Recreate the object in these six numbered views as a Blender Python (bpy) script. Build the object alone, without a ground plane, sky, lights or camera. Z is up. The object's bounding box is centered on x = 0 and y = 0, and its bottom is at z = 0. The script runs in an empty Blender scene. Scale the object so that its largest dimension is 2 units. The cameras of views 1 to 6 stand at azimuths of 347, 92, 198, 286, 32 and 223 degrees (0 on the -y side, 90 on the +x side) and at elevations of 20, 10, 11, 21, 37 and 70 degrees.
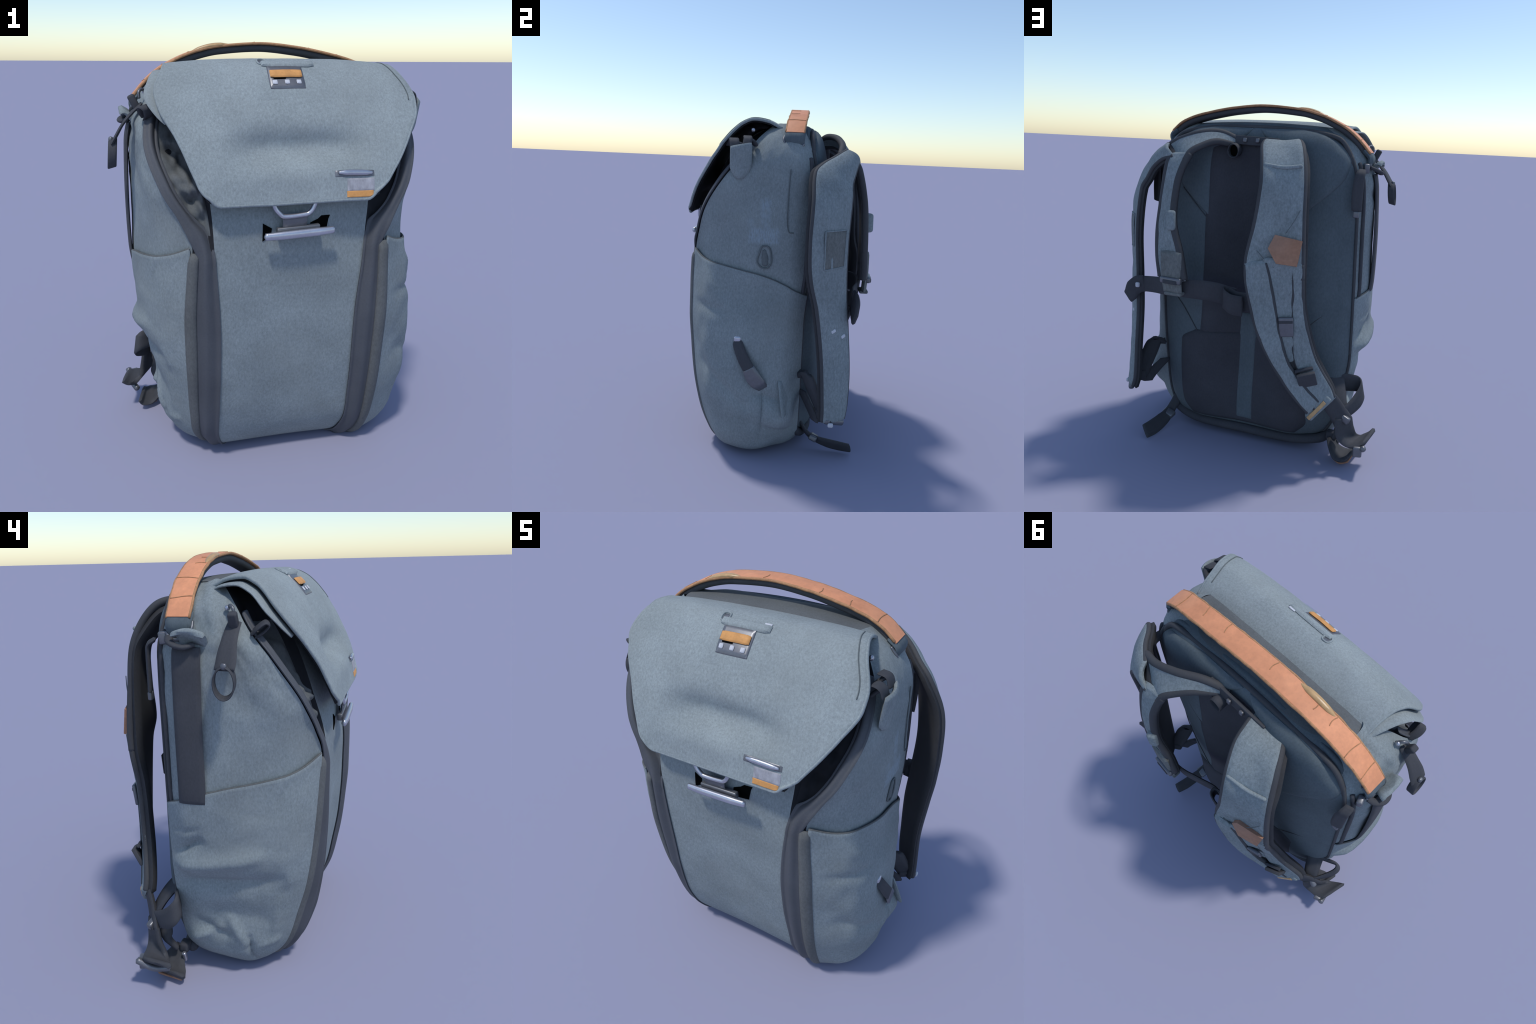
import bpy, bmesh, math
import numpy as np
from mathutils import Vector, noise

# ------------------------------------------------------------------ helpers
ROOT = bpy.data.objects.new("backpack", None)
bpy.context.scene.collection.objects.link(ROOT)
ROOT["label"] = "grey heathered fabric camera backpack with flap and tan leather handle"
ROOT["category"] = "backpack"


def pchip(t, v, q):
    """monotone cubic through (t, v), evaluated at q"""
    t, v, q = np.asarray(t, float), np.asarray(v, float), np.asarray(q, float)
    h = np.diff(t)
    d = np.diff(v) / h
    m = np.zeros(len(t))
    m[0], m[-1] = d[0], d[-1]
    for i in range(1, len(t) - 1):
        if d[i - 1] * d[i] > 0:
            w1, w2 = 2 * h[i] + h[i - 1], h[i] + 2 * h[i - 1]
            m[i] = (w1 + w2) / (w1 / d[i - 1] + w2 / d[i])
    k = np.clip(np.searchsorted(t, q) - 1, 0, len(t) - 2)
    s = np.clip((q - t[k]) / h[k], 0, 1)
    return ((1 + 2 * s) * (1 - s) ** 2 * v[k] + s * (1 - s) ** 2 * h[k] * m[k]
            + s * s * (3 - 2 * s) * v[k + 1] + s * s * (s - 1) * h[k] * m[k + 1])


def prof(*pairs):
    t, v = [p[0] for p in pairs], [p[1] for p in pairs]
    return lambda q: pchip(t, v, q)


def spline(pts, n, closed=False):
    """centripetal-like Catmull-Rom, resampled evenly to n points"""
    p = np.asarray(pts, float)
    if closed:
        p = np.vstack([p[-1:], p, p[:2]])
    else:
        p = np.vstack([2 * p[0] - p[1], p, 2 * p[-1] - p[-2]])
    out = []
    for i in range(1, len(p) - 2):
        s = np.linspace(0, 1, 24, endpoint=False)[:, None]
        a, b, c, d = p[i - 1], p[i], p[i + 1], p[i + 2]
        L = np.linalg.norm(c - b)
        m1 = (c - a) / (np.linalg.norm(b - a) + L + 1e-9) * L
        m2 = (d - b) / (np.linalg.norm(d - c) + L + 1e-9) * L
        out.append((1 + 2 * s) * (1 - s) ** 2 * b + s * (1 - s) ** 2 * m1 + s * s * (3 - 2 * s) * c + s * s * (s - 1) * m2)
    out.append(p[-2][None])
    q = np.vstack(out)
    L = np.r_[0, np.cumsum(np.linalg.norm(np.diff(q, axis=0), axis=1))]
    if n is None:
        return q
    tt = np.linspace(0, L[-1], n, endpoint=not closed)
    return np.stack([np.interp(tt, L, q[:, k]) for k in range(3)], 1)


def unit(v):
    return v / (np.linalg.norm(v, axis=-1, keepdims=True) + 1e-12)


def grid_normals(P):
    du = np.gradient(P, axis=0)
    dv = np.gradient(P, axis=1)
    return unit(np.cross(du, dv))


def make(name, verts, faces, mat, parent=None, smooth=True, angle=45, kind=None):
    me = bpy.data.meshes.new(name)
    me.from_pydata([tuple(map(float, v)) for v in verts], [], faces)
    bm = bmesh.new()
    bm.from_mesh(me)
    bmesh.ops.remove_doubles(bm, verts=bm.verts, dist=1e-5)
    bmesh.ops.recalc_face_normals(bm, faces=bm.faces)
    bm.to_mesh(me)
    bm.free()
    if smooth:
        me.polygons.foreach_set("use_smooth", [True] * len(me.polygons))
        me.set_sharp_from_angle(angle=math.radians(angle))
    me.materials.append(mat)
    ob = bpy.data.objects.new(name, me)
    bpy.context.scene.collection.objects.link(ob)
    ob.parent = parent or ROOT
    if kind:
        ob["kind"] = kind
    return ob


def quads(n, m, off=0, cu=False, cv=False):
    f = []
    for i in range(n if cu else n - 1):
        for j in range(m if cv else m - 1):
            a, b = i, (i + 1) % n
            c, d = j, (j + 1) % m
            f.append((off + a * m + c, off + b * m + c, off + b * m + d, off + a * m + d))
    return f


def surface(name, P, mat, parent=None, **k):
    n, m = P.shape[:2]
    return make(name, P.reshape(-1, 3), quads(n, m), mat, parent, **k)


def sheet(name, P, up, down, mat, parent=None, **k):
    """solid sheet: P moved by +up and -down along its normals, rounded rim"""
    n, m = P.shape[:2]
    N = grid_normals(P)
    T, B = P + N * up, P - N * down
    h = (up + down) * 0.5
    C = (T + B) / 2
    rim = [(i, 0) for i in range(n)] + [(n - 1, j) for j in range(1, m)] + [(i, m - 1) for i in range(n - 2, -1, -1)] + [(0, j) for j in range(m - 2, 0, -1)]
    verts = list(T.reshape(-1, 3)) + list(B.reshape(-1, 3))
    faces = quads(n, m) + [tuple(reversed(q)) for q in quads(n, m, n * m)]
    base = len(verts)
    for i, j in rim:
        o = np.zeros(3)
        if i == 0: o += P[0, j] - P[1, j]
        if i == n - 1: o += P[-1, j] - P[-2, j]
        if j == 0: o += P[i, 0] - P[i, 1]
        if j == m - 1: o += P[i, -1] - P[i, -2]
        verts.append(C[i, j] + unit(o) * h * 0.9)
    R = len(rim)
    for k0 in range(R):
        k1 = (k0 + 1) % R
        a, b = rim[k0], rim[k1]
        t0, t1 = a[0] * m + a[1], b[0] * m + b[1]
        faces.append((t0, t1, base + k1, base + k0))
        faces.append((base + k0, base + k1, n * m + t1, n * m + t0))
    k.setdefault("angle", 60)
    return make(name, verts, faces, mat, parent, **k)


def frames(path, hint=(0, 0, 1)):
    t = unit(np.gradient(path, axis=0))
    h = np.asarray(hint, float)
    if h.ndim == 1:
        h = np.tile(h, (len(path), 1))
    a = unit(np.cross(t, h))
    b = np.cross(a, t)
    return t, a, b


def tube(name, pts, r, mat, parent=None, n=60, seg=12, flat=1.0, hint=(0, 0, 1), closed=False, raw=False, **k):
    """round cord along pts; flat squashes it along the hint direction"""
    path = np.asarray(pts, float) if raw else spline(pts, n, closed)
    n = len(path)
    if closed:
        t = unit(np.roll(path, -1, 0) - np.roll(path, 1, 0))
        a = unit(np.cross(t, np.tile(np.asarray(hint, float), (n, 1))))
        b = np.cross(a, t)
    else:
        t, a, b = frames(path, hint)
    rr = np.interp(np.linspace(0, 1, n), np.linspace(0, 1, len(np.atleast_1d(r))), np.atleast_1d(r))
    th = np.linspace(0, 2 * math.pi, seg, endpoint=False)
    V = path[:, None] + rr[:, None, None] * (np.cos(th)[None, :, None] * a[:, None] + flat * np.sin(th)[None, :, None] * b[:, None])
    faces = quads(n, seg, cu=closed, cv=True)
    verts = list(V.reshape(-1, 3))
    if not closed:
        for e, i, s in ((0, 0, -1), (n - 1, n - 1, 1)):
            verts.append(path[i] + t[i] * s * rr[i] * 0.5)
            c = len(verts) - 1
            for j in range(seg):
                faces.append((e * seg + j, e * seg + (j + 1) % seg, c))
    k.setdefault("angle", 70)
    return make(name, verts, faces, mat, parent, **k)


def ribbon(name, ea, eb, thick, mat, parent=None, n=70, m=9, bulge=0.0, piping=None, pr=0.012, wob=0.0, seed=0.0, foam=0.0, foam_side=1, **k):
    """band between two edge curves, with pillow bulge and optional edge piping"""
    A, B = spline(ea, n), spline(eb, n)
    s = np.linspace(0, 1, m)
    P = A[:, None] * (1 - s)[None, :, None] + B[:, None] * s[None, :, None]
    N = grid_normals(P)
    P = P + N * (bulge * (1 - (2 * s - 1) ** 2))[None, :, None]
    if wob:
        for i in range(n):
            for j in range(m):
                P[i, j] += N[i, j] * wob * 4 * s[j] * (1 - s[j]) * noise.noise(Vector(P[i, j] * 14 + seed))
    ob = sheet(name, P, thick / 2, thick / 2, mat, parent, **k)
    if foam:
        s2 = np.linspace(-0.03, 1.03, m)
        F = A[:, None] * (1 - s2)[None, :, None] + B[:, None] * s2[None, :, None] + N * (foam_side * (foam / 2 + thick * 0.2))
        sheet("foam_backing", F, foam / 2, foam / 2, FOAM, ob)
    if piping:
        for e in (A, B):
            tube("edge_piping", e, pr, piping, ob, raw=True, seg=10, hint=(0.3, 0.2, 0.93))
    return ob


def webbing(name, pts, across, width, thick, mat, parent=None, n=50, m=5, raw=False, **k):
    """strap of given width along a centre line; across is a vector or one per point"""
    C = spline(pts, n) if not raw else np.asarray(pts, float)
    n = len(C)
    ac = np.asarray(across, float)
    if ac.ndim == 1:
        ac = np.tile(ac, (n, 1))
    else:
        q = np.linspace(0, 1, len(ac))
        ac = np.stack([np.interp(np.linspace(0, 1, n), q, ac[:, i]) for i in range(3)], 1)
    ac = unit(ac)
    w = np.interp(np.linspace(0, 1, n), np.linspace(0, 1, len(np.atleast_1d(width))), np.atleast_1d(width))
    s = np.linspace(-0.5, 0.5, m)
    P = C[:, None] + (w[:, None] * s[None])[:, :, None] * ac[:, None]
    return sheet(name, P, thick / 2, thick / 2, mat, parent, **k)


def slab(name, c, size, mat, parent=None, rot=None, bevel=0.004, seg=3):
    """bevelled box; rot is a 3x3 whose columns are the box axes"""
    bm = bmesh.new()
    bmesh.ops.create_cube(bm, size=1.0)
    for v in bm.verts:
        v.co = Vector((v.co.x * size[0], v.co.y * size[1], v.co.z * size[2]))
    bmesh.ops.bevel(bm, geom=bm.edges[:], offset=min(bevel, 0.49 * min(size)), segments=seg, profile=0.5, affect="EDGES")
    R = np.eye(3) if rot is None else np.asarray(rot, float)
    verts = [np.asarray(c) + R @ np.array(v.co) for v in bm.verts]
    bm.verts.index_update()
    faces = [tuple(v.index for v in f.verts) for f in bm.faces]
    bm.free()
    return make(name, verts, faces, mat, parent, angle=35)


def axes(x, z):
    x = unit(np.asarray(x, float))
    z = np.asarray(z, float)
    z = unit(z - x * (x @ z))
    return np.stack([x, np.cross(z, x), z], 1)


def bump_at(p, amp, scale, seed=0.0):
    return amp * noise.fractal(Vector(p) * scale + Vector((seed, seed * 1.7, -seed)), 0.9, 2.0, 3)


# ------------------------------------------------------------------ materials
def node(nt, kind, **kw):
    nd = nt.nodes.new(kind)
    for k, v in kw.items():
        setattr(nd, k, v)
    return nd


def cloth(name, base, vary=0.25, grain=260.0, rough=0.9, bump=0.25, metallic=0.0, warm=None, patch=0.10, weave=True, spec=0.25, coat=0.0, extra=None):
    """woven material: fine heathered grain, soft large patches, optional warm dust"""
    m = bpy.data.materials.new(name)
    m.use_nodes = True
    nt = m.node_tree
    nt.nodes.clear()
    out = node(nt, "ShaderNodeOutputMaterial")
    bs = node(nt, "ShaderNodeBsdfPrincipled")
    nt.links.new(bs.outputs[0], out.inputs[0])
    tc = node(nt, "ShaderNodeTexCoord")
    co = tc.outputs["Object"]
    mp = node(nt, "ShaderNodeMapping")
    mp.inputs["Scale"].default_value = (1.0, 1.0, 0.55) if weave else (1, 1, 1)
    nt.links.new(co, mp.inputs[0])
    n1 = node(nt, "ShaderNodeTexNoise")
    n1.inputs["Scale"].default_value = grain
    n1.inputs["Detail"].default_value = 3.0
    n1.inputs["Roughness"].default_value = 0.7
    nt.links.new(mp.outputs[0], n1.inputs["Vector"])
    n3 = node(nt, "ShaderNodeTexNoise")
    n3.inputs["Scale"].default_value = grain * 0.45
    n3.inputs["Detail"].default_value = 3.0
    nt.links.new(mp.outputs[0], n3.inputs["Vector"])
    av = node(nt, "ShaderNodeMath", operation="ADD")
    nt.links.new(n1.outputs["Fac"], av.inputs[0])
    nt.links.new(n3.outputs["Fac"], av.inputs[1])
    hf = node(nt, "ShaderNodeMath", operation="MULTIPLY")
    hf.inputs[1].default_value = 0.5
    nt.links.new(av.outputs[0], hf.inputs[0])
    rp = node(nt, "ShaderNodeValToRGB")
    b = np.array(base)
    rp.color_ramp.elements[0].position = 0.32
    rp.color_ramp.elements[0].color = (*(b * (1 - vary)), 1)
    rp.color_ramp.elements[1].position = 0.68
    rp.color_ramp.elements[1].color = (*(b * (1 + vary)), 1)
    nt.links.new(hf.outputs[0], rp.inputs[0])
    n2 = node(nt, "ShaderNodeTexNoise")
    n2.inputs["Scale"].default_value = 5.0
    n2.inputs["Detail"].default_value = 4.0
    nt.links.new(co, n2.inputs["Vector"])
    mr = node(nt, "ShaderNodeMapRange")
    mr.inputs["From Min"].default_value = 0.3
    mr.inputs["From Max"].default_value = 0.7
    mr.inputs["To Min"].default_value = 1 - patch
    mr.inputs["To Max"].default_value = 1 + patch
    nt.links.new(n2.outputs["Fac"], mr.inputs["Value"])
    mx = node(nt, "ShaderNodeMix", data_type="RGBA", blend_type="MULTIPLY")
    mx.inputs["Factor"].default_value = 1.0
    nt.links.new(rp.outputs[0], mx.inputs["A"])
    nt.links.new(mr.outputs[0], mx.inputs["B"])
    col = mx.outputs["Result"]
    if warm:
        n4 = node(nt, "ShaderNodeTexNoise")
        n4.inputs["Scale"].default_value = 3.1
        n4.inputs["Detail"].default_value = 5.0
        nt.links.new(co, n4.inputs["Vector"])
        r4 = node(nt, "ShaderNodeMapRange")
        r4.inputs["From Min"].default_value = 0.5
        r4.inputs["From Max"].default_value = 0.72
        r4.inputs["To Max"].default_value = 0.35
        nt.links.new(n4.outputs["Fac"], r4.inputs["Value"])
        m4 = node(nt, "ShaderNodeMix", data_type="RGBA")
        nt.links.new(r4.outputs[0], m4.inputs["Factor"])
        nt.links.new(col, m4.inputs["A"])
        m4.inputs["B"].default_value = (*warm, 1)
        col = m4.outputs["Result"]
    if extra:
        col = extra(nt, co, col)
    nt.links.new(col, bs.inputs["Base Color"])
    bs.inputs["Roughness"].default_value = rough
    bs.inputs["Metallic"].default_value = metallic
    bs.inputs["Specular IOR Level"].default_value = spec
    bs.inputs["Coat Weight"].default_value = coat
    if bump:
        bp = node(nt, "ShaderNodeBump")
        bp.inputs["Strength"].default_value = bump
        bp.inputs["Distance"].default_value = 0.002
        nt.links.new(hf.outputs[0], bp.inputs["Height"])
        nt.links.new(bp.outputs[0], bs.inputs["Normal"])
    return m


def box_mask(nt, co, lo, hi, soft=0.012, rag=0.0):
    """1 inside an axis box on Object coordinates, soft ragged border"""
    src = co
    if rag:
        nz = node(nt, "ShaderNodeTexNoise")
        nz.inputs["Scale"].default_value = 30.0
        nt.links.new(co, nz.inputs["Vector"])
        ad = node(nt, "ShaderNodeVectorMath", operation="MULTIPLY_ADD")
        nt.links.new(nz.outputs["Color"], ad.inputs[0])
        ad.inputs[1].default_value = (rag, rag, rag)
        nt.links.new(co, ad.inputs[2])
        sh = node(nt, "ShaderNodeVectorMath", operation="SUBTRACT")
        nt.links.new(ad.outputs[0], sh.inputs[0])
        sh.inputs[1].default_value = (rag / 2, rag / 2, rag / 2)
        src = sh.outputs[0]
    sp = node(nt, "ShaderNodeSeparateXYZ")
    nt.links.new(src, sp.inputs[0])
    cur = None
    for ax in range(3):
        for sgn, lim in ((1, lo[ax]), (-1, hi[ax])):
            if lim is None:
                continue
            r = node(nt, "ShaderNodeMapRange", interpolation_type="SMOOTHSTEP")
            r.inputs["From Min"].default_value = lim - sgn * soft
            r.inputs["From Max"].default_value = lim + sgn * soft
            nt.links.new(sp.outputs[ax], r.inputs["Value"])
            if cur is None:
                cur = r.outputs[0]
            else:
                mu = node(nt, "ShaderNodeMath", operation="MULTIPLY")
                nt.links.new(cur, mu.inputs[0])
                nt.links.new(r.outputs[0], mu.inputs[1])
                cur = mu.outputs[0]
    return cur


def stain(lo, hi, colour, amount, soft=0.012, rag=0.0, streak=0.0):
    def f(nt, co, col):
        k = box_mask(nt, co, lo, hi, soft, rag)
        if streak:
            mp = node(nt, "ShaderNodeMapping")
            mp.inputs["Scale"].default_value = (1.0, 6.0, 1.0)
            nt.links.new(co, mp.inputs[0])
            nz = node(nt, "ShaderNodeTexNoise")
            nz.inputs["Scale"].default_value = streak
            nt.links.new(mp.outputs[0], nz.inputs["Vector"])
            r = node(nt, "ShaderNodeMapRange")
            r.inputs["From Min"].default_value = 0.35
            r.inputs["From Max"].default_value = 0.62
            nt.links.new(nz.outputs["Fac"], r.inputs["Value"])
            mu = node(nt, "ShaderNodeMath", operation="MULTIPLY")
            nt.links.new(k, mu.inputs[0])
            nt.links.new(r.outputs[0], mu.inputs[1])
            k = mu.outputs[0]
        am = node(nt, "ShaderNodeMath", operation="MULTIPLY")
        am.inputs[1].default_value = amount
        nt.links.new(k, am.inputs[0])
        mx = node(nt, "ShaderNodeMix", data_type="RGBA")
        nt.links.new(am.outputs[0], mx.inputs["Factor"])
        nt.links.new(col, mx.inputs["A"])
        mx.inputs["B"].default_value = (*colour, 1)
        return mx.outputs["Result"]
    return f


def chain(*fs):
    def f(nt, co, col):
        for g in fs:
            col = g(nt, co, col)
        return col
    return f


GREY = (0.222, 0.256, 0.266)
PALE = (0.27, 0.33, 0.36)
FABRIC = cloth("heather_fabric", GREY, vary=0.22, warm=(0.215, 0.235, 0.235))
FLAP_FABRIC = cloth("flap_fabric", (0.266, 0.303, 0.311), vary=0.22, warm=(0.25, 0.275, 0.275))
SIDE_FABRIC = cloth("side_fabric", GREY, vary=0.22, warm=(0.215, 0.235, 0.235), extra=chain(
    stain((0.5, -0.155, 1.245), (None, 0.0, 1.325), (0.30, 0.38, 0.45), 0.6, 0.014, 0.05, 40.0),
    stain((0.5, -0.10, 1.33), (None, -0.05, 1.48), (0.30, 0.38, 0.45), 0.5, 0.014, 0.05, 30.0),
    stain((0.5, -0.175, 1.33), (None, -0.14, 1.37), (0.30, 0.38, 0.45), 0.45, 0.014, 0.05, 30.0)))
STRAP_FABRIC = cloth("strap_fabric", (0.222, 0.258, 0.270), vary=0.26, grain=200)
BACK_FABRIC = cloth("back_fabric", (0.10, 0.125, 0.14), vary=0.15)
PAD_FABRIC = cloth("pad_mesh", (0.058, 0.060, 0.070), vary=0.15, grain=400)
DARK = cloth("dark_webbing", (0.058, 0.06, 0.068), vary=0.12, grain=300, rough=0.75)
PIPING = cloth("dark_piping", (0.062, 0.064, 0.070), vary=0.10, grain=300, rough=0.7)
TAPE = cloth("zipper_tape", (0.080, 0.085, 0.097), vary=0.10, grain=300, rough=0.6, weave=False)
TAPE2 = cloth("piped_tape", (0.115, 0.12, 0.12), vary=0.18, grain=220, rough=0.8)
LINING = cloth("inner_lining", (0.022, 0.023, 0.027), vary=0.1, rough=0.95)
POUCH = cloth("inner_pouch_cloth", (0.12, 0.13, 0.135), vary=0.15, rough=0.8)
LEATHER = cloth("tan_leather", (0.70, 0.295, 0.15), vary=0.10, grain=60, rough=0.6, bump=0.15, warm=(0.74, 0.38, 0.22), weave=False, patch=0.12, spec=0.35)
LEATHER_EDGE = cloth("leather_edge", (0.42, 0.22, 0.11), vary=0.3, grain=90, rough=0.7, weave=False)
LEATHER_DULL = cloth("worn_leather", (0.36, 0.19, 0.12), vary=0.15, grain=80, rough=0.7, weave=False, warm=(0.33, 0.24, 0.19))
ORANGE = cloth("orange_leather", (0.62, 0.30, 0.10), vary=0.15, grain=60, rough=0.6, weave=False)
GOLD = cloth("gold_tan", (0.50, 0.31, 0.14), vary=0.2, grain=60, rough=0.35, weave=False, spec=0.6)
METAL = cloth("brushed_metal", (0.50, 0.51, 0.56), vary=0.08, grain=120, rough=0.32, metallic=0.85, bump=0.05, weave=False)
METAL_DARK = cloth("dark_metal", (0.17, 0.175, 0.19), vary=0.1, grain=120, rough=0.4, metallic=0.6, bump=0.05, weave=False)
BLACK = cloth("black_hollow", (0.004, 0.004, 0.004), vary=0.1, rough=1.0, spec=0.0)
FOAM = cloth("foam_backing", (0.045, 0.046, 0.05), vary=0.12, grain=300, rough=0.85)
SEAM = cloth("seam_thread", (0.13, 0.15, 0.155), vary=0.15)
LABEL = cloth("printed_label", (0.34, 0.34, 0.37), vary=0.25, grain=70, rough=0.8)
WHITE = cloth("pale_dot", (0.55, 0.56, 0.60), vary=0.1, rough=0.6)
VELVET = cloth("grip_cloth", (0.16, 0.17, 0.165), vary=0.25, grain=160)

# ------------------------------------------------------------------ bag body
# plan sections: key points from the middle of the front (0) round to the middle of the back (10);
# the standing bag slumps a little to one side, so the two sides have profiles of their own below
z_front = prof((0.0, -0.21), (0.03, -0.28), (0.07, -0.32), (0.2, -0.395), (0.4, -0.440), (0.6, -0.462), (0.8, -0.474), (1.0, -0.480), (1.2, -0.484), (1.29, -0.480), (1.42, -0.455), (1.6, -0.385), (1.7, -0.32), (1.8, -0.20), (1.88, -0.08))
Y_PT = ((1.42, -0.42), (1.6, -0.355), (1.7, -0.30), (1.8, -0.19), (1.88, -0.07))
y_panel = {1: prof((0.0, -0.22), (0.03, -0.29), (0.1, -0.35), (0.22, -0.408), (0.35, -0.432), (0.59, -0.468), (0.82, -0.480), (0.98, -0.480), (1.2, -0.455), *Y_PT),
           -1: prof((0.0, -0.20), (0.03, -0.28), (0.1, -0.35), (0.27, -0.425), (0.37, -0.452), (0.65, -0.484), (0.89, -0.491), (1.04, -0.488), (1.2, -0.478), *Y_PT)}
x_panel = prof((0.0, 0.25), (0.06, 0.30), (0.2, 0.325), (0.75, 0.315), (1.2, 0.343), (1.5, 0.36), (1.8, 0.33), (1.88, 0.26))
recess = prof((0.0, 0.0), (1.14, 0.0), (1.22, 0.035), (1.3, 0.07), (1.4, 0.10), (1.55, 0.12), (1.7, 0.10), (1.8, 0.03), (1.88, 0.0))
X_UP = ((0.8, 0.452), (1.17, 0.432), (1.28, 0.475), (1.4, 0.545), (1.59, 0.60), (1.7, 0.58), (1.8, 0.52), (1.88, 0.42))
Y_UP = ((0.8, -0.475), (1.17, -0.475), (1.28, -0.452), (1.4, -0.415), (1.59, -0.30), (1.7, -0.205), (1.8, -0.13), (1.88, -0.05))
x_open = {1: prof((0.0, 0.38), (0.03, 0.425), (0.09, 0.442), (0.2, 0.45), *X_UP), -1: prof((0.0, 0.28), (0.04, 0.37), (0.1, 0.415), (0.2, 0.435), *X_UP)}
y_open = {1: prof((0.0, -0.25), (0.03, -0.31), (0.118, -0.365), (0.265, -0.416), (0.44, -0.45), (0.63, -0.468), (0.81, -0.480), (0.975, -0.480), *Y_UP[1:]),
          -1: prof((0.0, -0.14), (0.04, -0.215), (0.08, -0.255), (0.2, -0.328), (0.37, -0.378), (0.55, -0.423), (0.73, -0.447), (0.9, -0.462), (1.05, -0.470), *Y_UP[1:])}
S_UP = ((1.3, 0.648), (1.5, 0.643), (1.65, 0.640), (1.75, 0.606), (1.82, 0.545), (1.88, 0.45))
x_side = {1: prof((0.0, 0.47), (0.03, 0.55), (0.06, 0.605), (0.1, 0.642), (0.2, 0.68), (0.35, 0.695), (0.6, 0.688), (0.8, 0.668), (1.04, 0.64), *S_UP),
          -1: prof((0.0, 0.36), (0.02, 0.43), (0.08, 0.505), (0.16, 0.56), (0.22, 0.575), (0.31, 0.592), (0.5, 0.615), (0.74, 0.658), (1.04, 0.655), *S_UP)}
y_side = prof((0.0, -0.12), (1.55, -0.12), (1.7, -0.06), (1.88, 0.02))
B_LOW, B_UP = ((0.0, 0.31), (0.03, 0.385), (0.07, 0.445), (0.13, 0.498)), ((1.24, 0.602), (1.44, 0.597), (1.6, 0.585), (1.72, 0.55), (1.8, 0.49), (1.85, 0.43), (1.88, 0.38))
x_back = {1: prof(*B_LOW, (0.25, 0.535), (0.45, 0.556), (0.62, 0.57), (0.94, 0.585), *B_UP), -1: prof(*B_LOW, (0.25, 0.555), (0.45, 0.595), (0.62, 0.615), (0.94, 0.610), *B_UP)}
y_corner = {1: prof((0.0, 0.08), (0.06, 0.14), (0.2, 0.15), (0.8, 0.15), (1.1, 0.175), (1.6, 0.178), (1.8, 0.14), (1.88, 0.09)),
            -1: prof((0.0, 0.08), (0.06, 0.14), (0.2, 0.165), (0.8, 0.175), (1.1, 0.178), (1.6, 0.178), (1.8, 0.14), (1.88, 0.09))}
y_back = prof((0.0, 0.12), (0.05, 0.18), (0.13, 0.25), (0.3, 0.298), (0.45, 0.30), (0.6, 0.288), (0.8, 0.275), (1.0, 0.285), (1.2, 0.285), (1.5, 0.262), (1.7, 0.238), (1.8, 0.212), (1.85, 0.182), (1.88, 0.14))
y_spine = prof((0.0, 0.12), (0.05, 0.18), (0.13, 0.225), (0.25, 0.23), (0.5, 0.208), (0.8, 0.197), (1.0, 0.202), (1.4, 0.190), (1.7, 0.188), (1.8, 0.19), (1.85, 0.18), (1.88, 0.14))
full_4 = {1: prof((0.0, 0.7), (0.2, 0.7), (0.5, 0.82), (0.9, 0.80), (1.1, 0.70), (1.3, 0.60), (1.88, 0.60)), -1: prof((0.0, 0.62), (0.3, 0.62), (0.9, 0.63), (1.2, 0.66), (1.88, 0.66))}
full_6 = {1: prof((0.0, 0.012), (1.88, 0.012)), -1: prof((0.0, 0.012), (0.85, 0.018), (1.05, 0.036), (1.55, 0.036), (1.75, 0.012), (1.88, 0.012))}
full_8 = prof((0.0, 0.6), (0.3, 0.5), (0.8, 0.5), (1.1, 0.35), (1.6, 0.32), (1.75, 0.6), (1.88, 0.8))
lean_6 = prof((0.0, 0.35), (0.1, 0.58), (0.3, 0.72), (1.88, 0.75))
mid_shift = prof((0.0, 0.0), (0.2, -0.008), (0.8, -0.012), (1.2, -0.004), (1.3, 0.0))


def keys(z, s):
    f, yp, xp, r, xo, yo = z_front(z), y_panel[s](z), x_panel(z), recess(z), x_open[s](z), y_open[s](z)
    xs, ys, xb, yc, yb, w = x_side[s](z), y_side(z), x_back[s](z), y_corner[s](z), y_back(z), lean_6(z)
    return np.array([
        (0.0, f), (xp, yp), ((xp + xo) / 2 - r * 0.2, (yp + yo) / 2 + r), (xo, yo),
        (xo + (xs - xo) * full_4[s](z), yo + (ys - yo) * 0.36), (xs, ys), (xs * w + xb * (1 - w) + full_6[s](z), ys * 0.35 + yc * 0.65 - 0.01),
        (xb, yc), (xb - 0.07, yc + (yb - yc) * full_8(z)), (min(0.26, xb * 0.6), yb), (0.0, y_spine(z))])


_sections = {}


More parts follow.
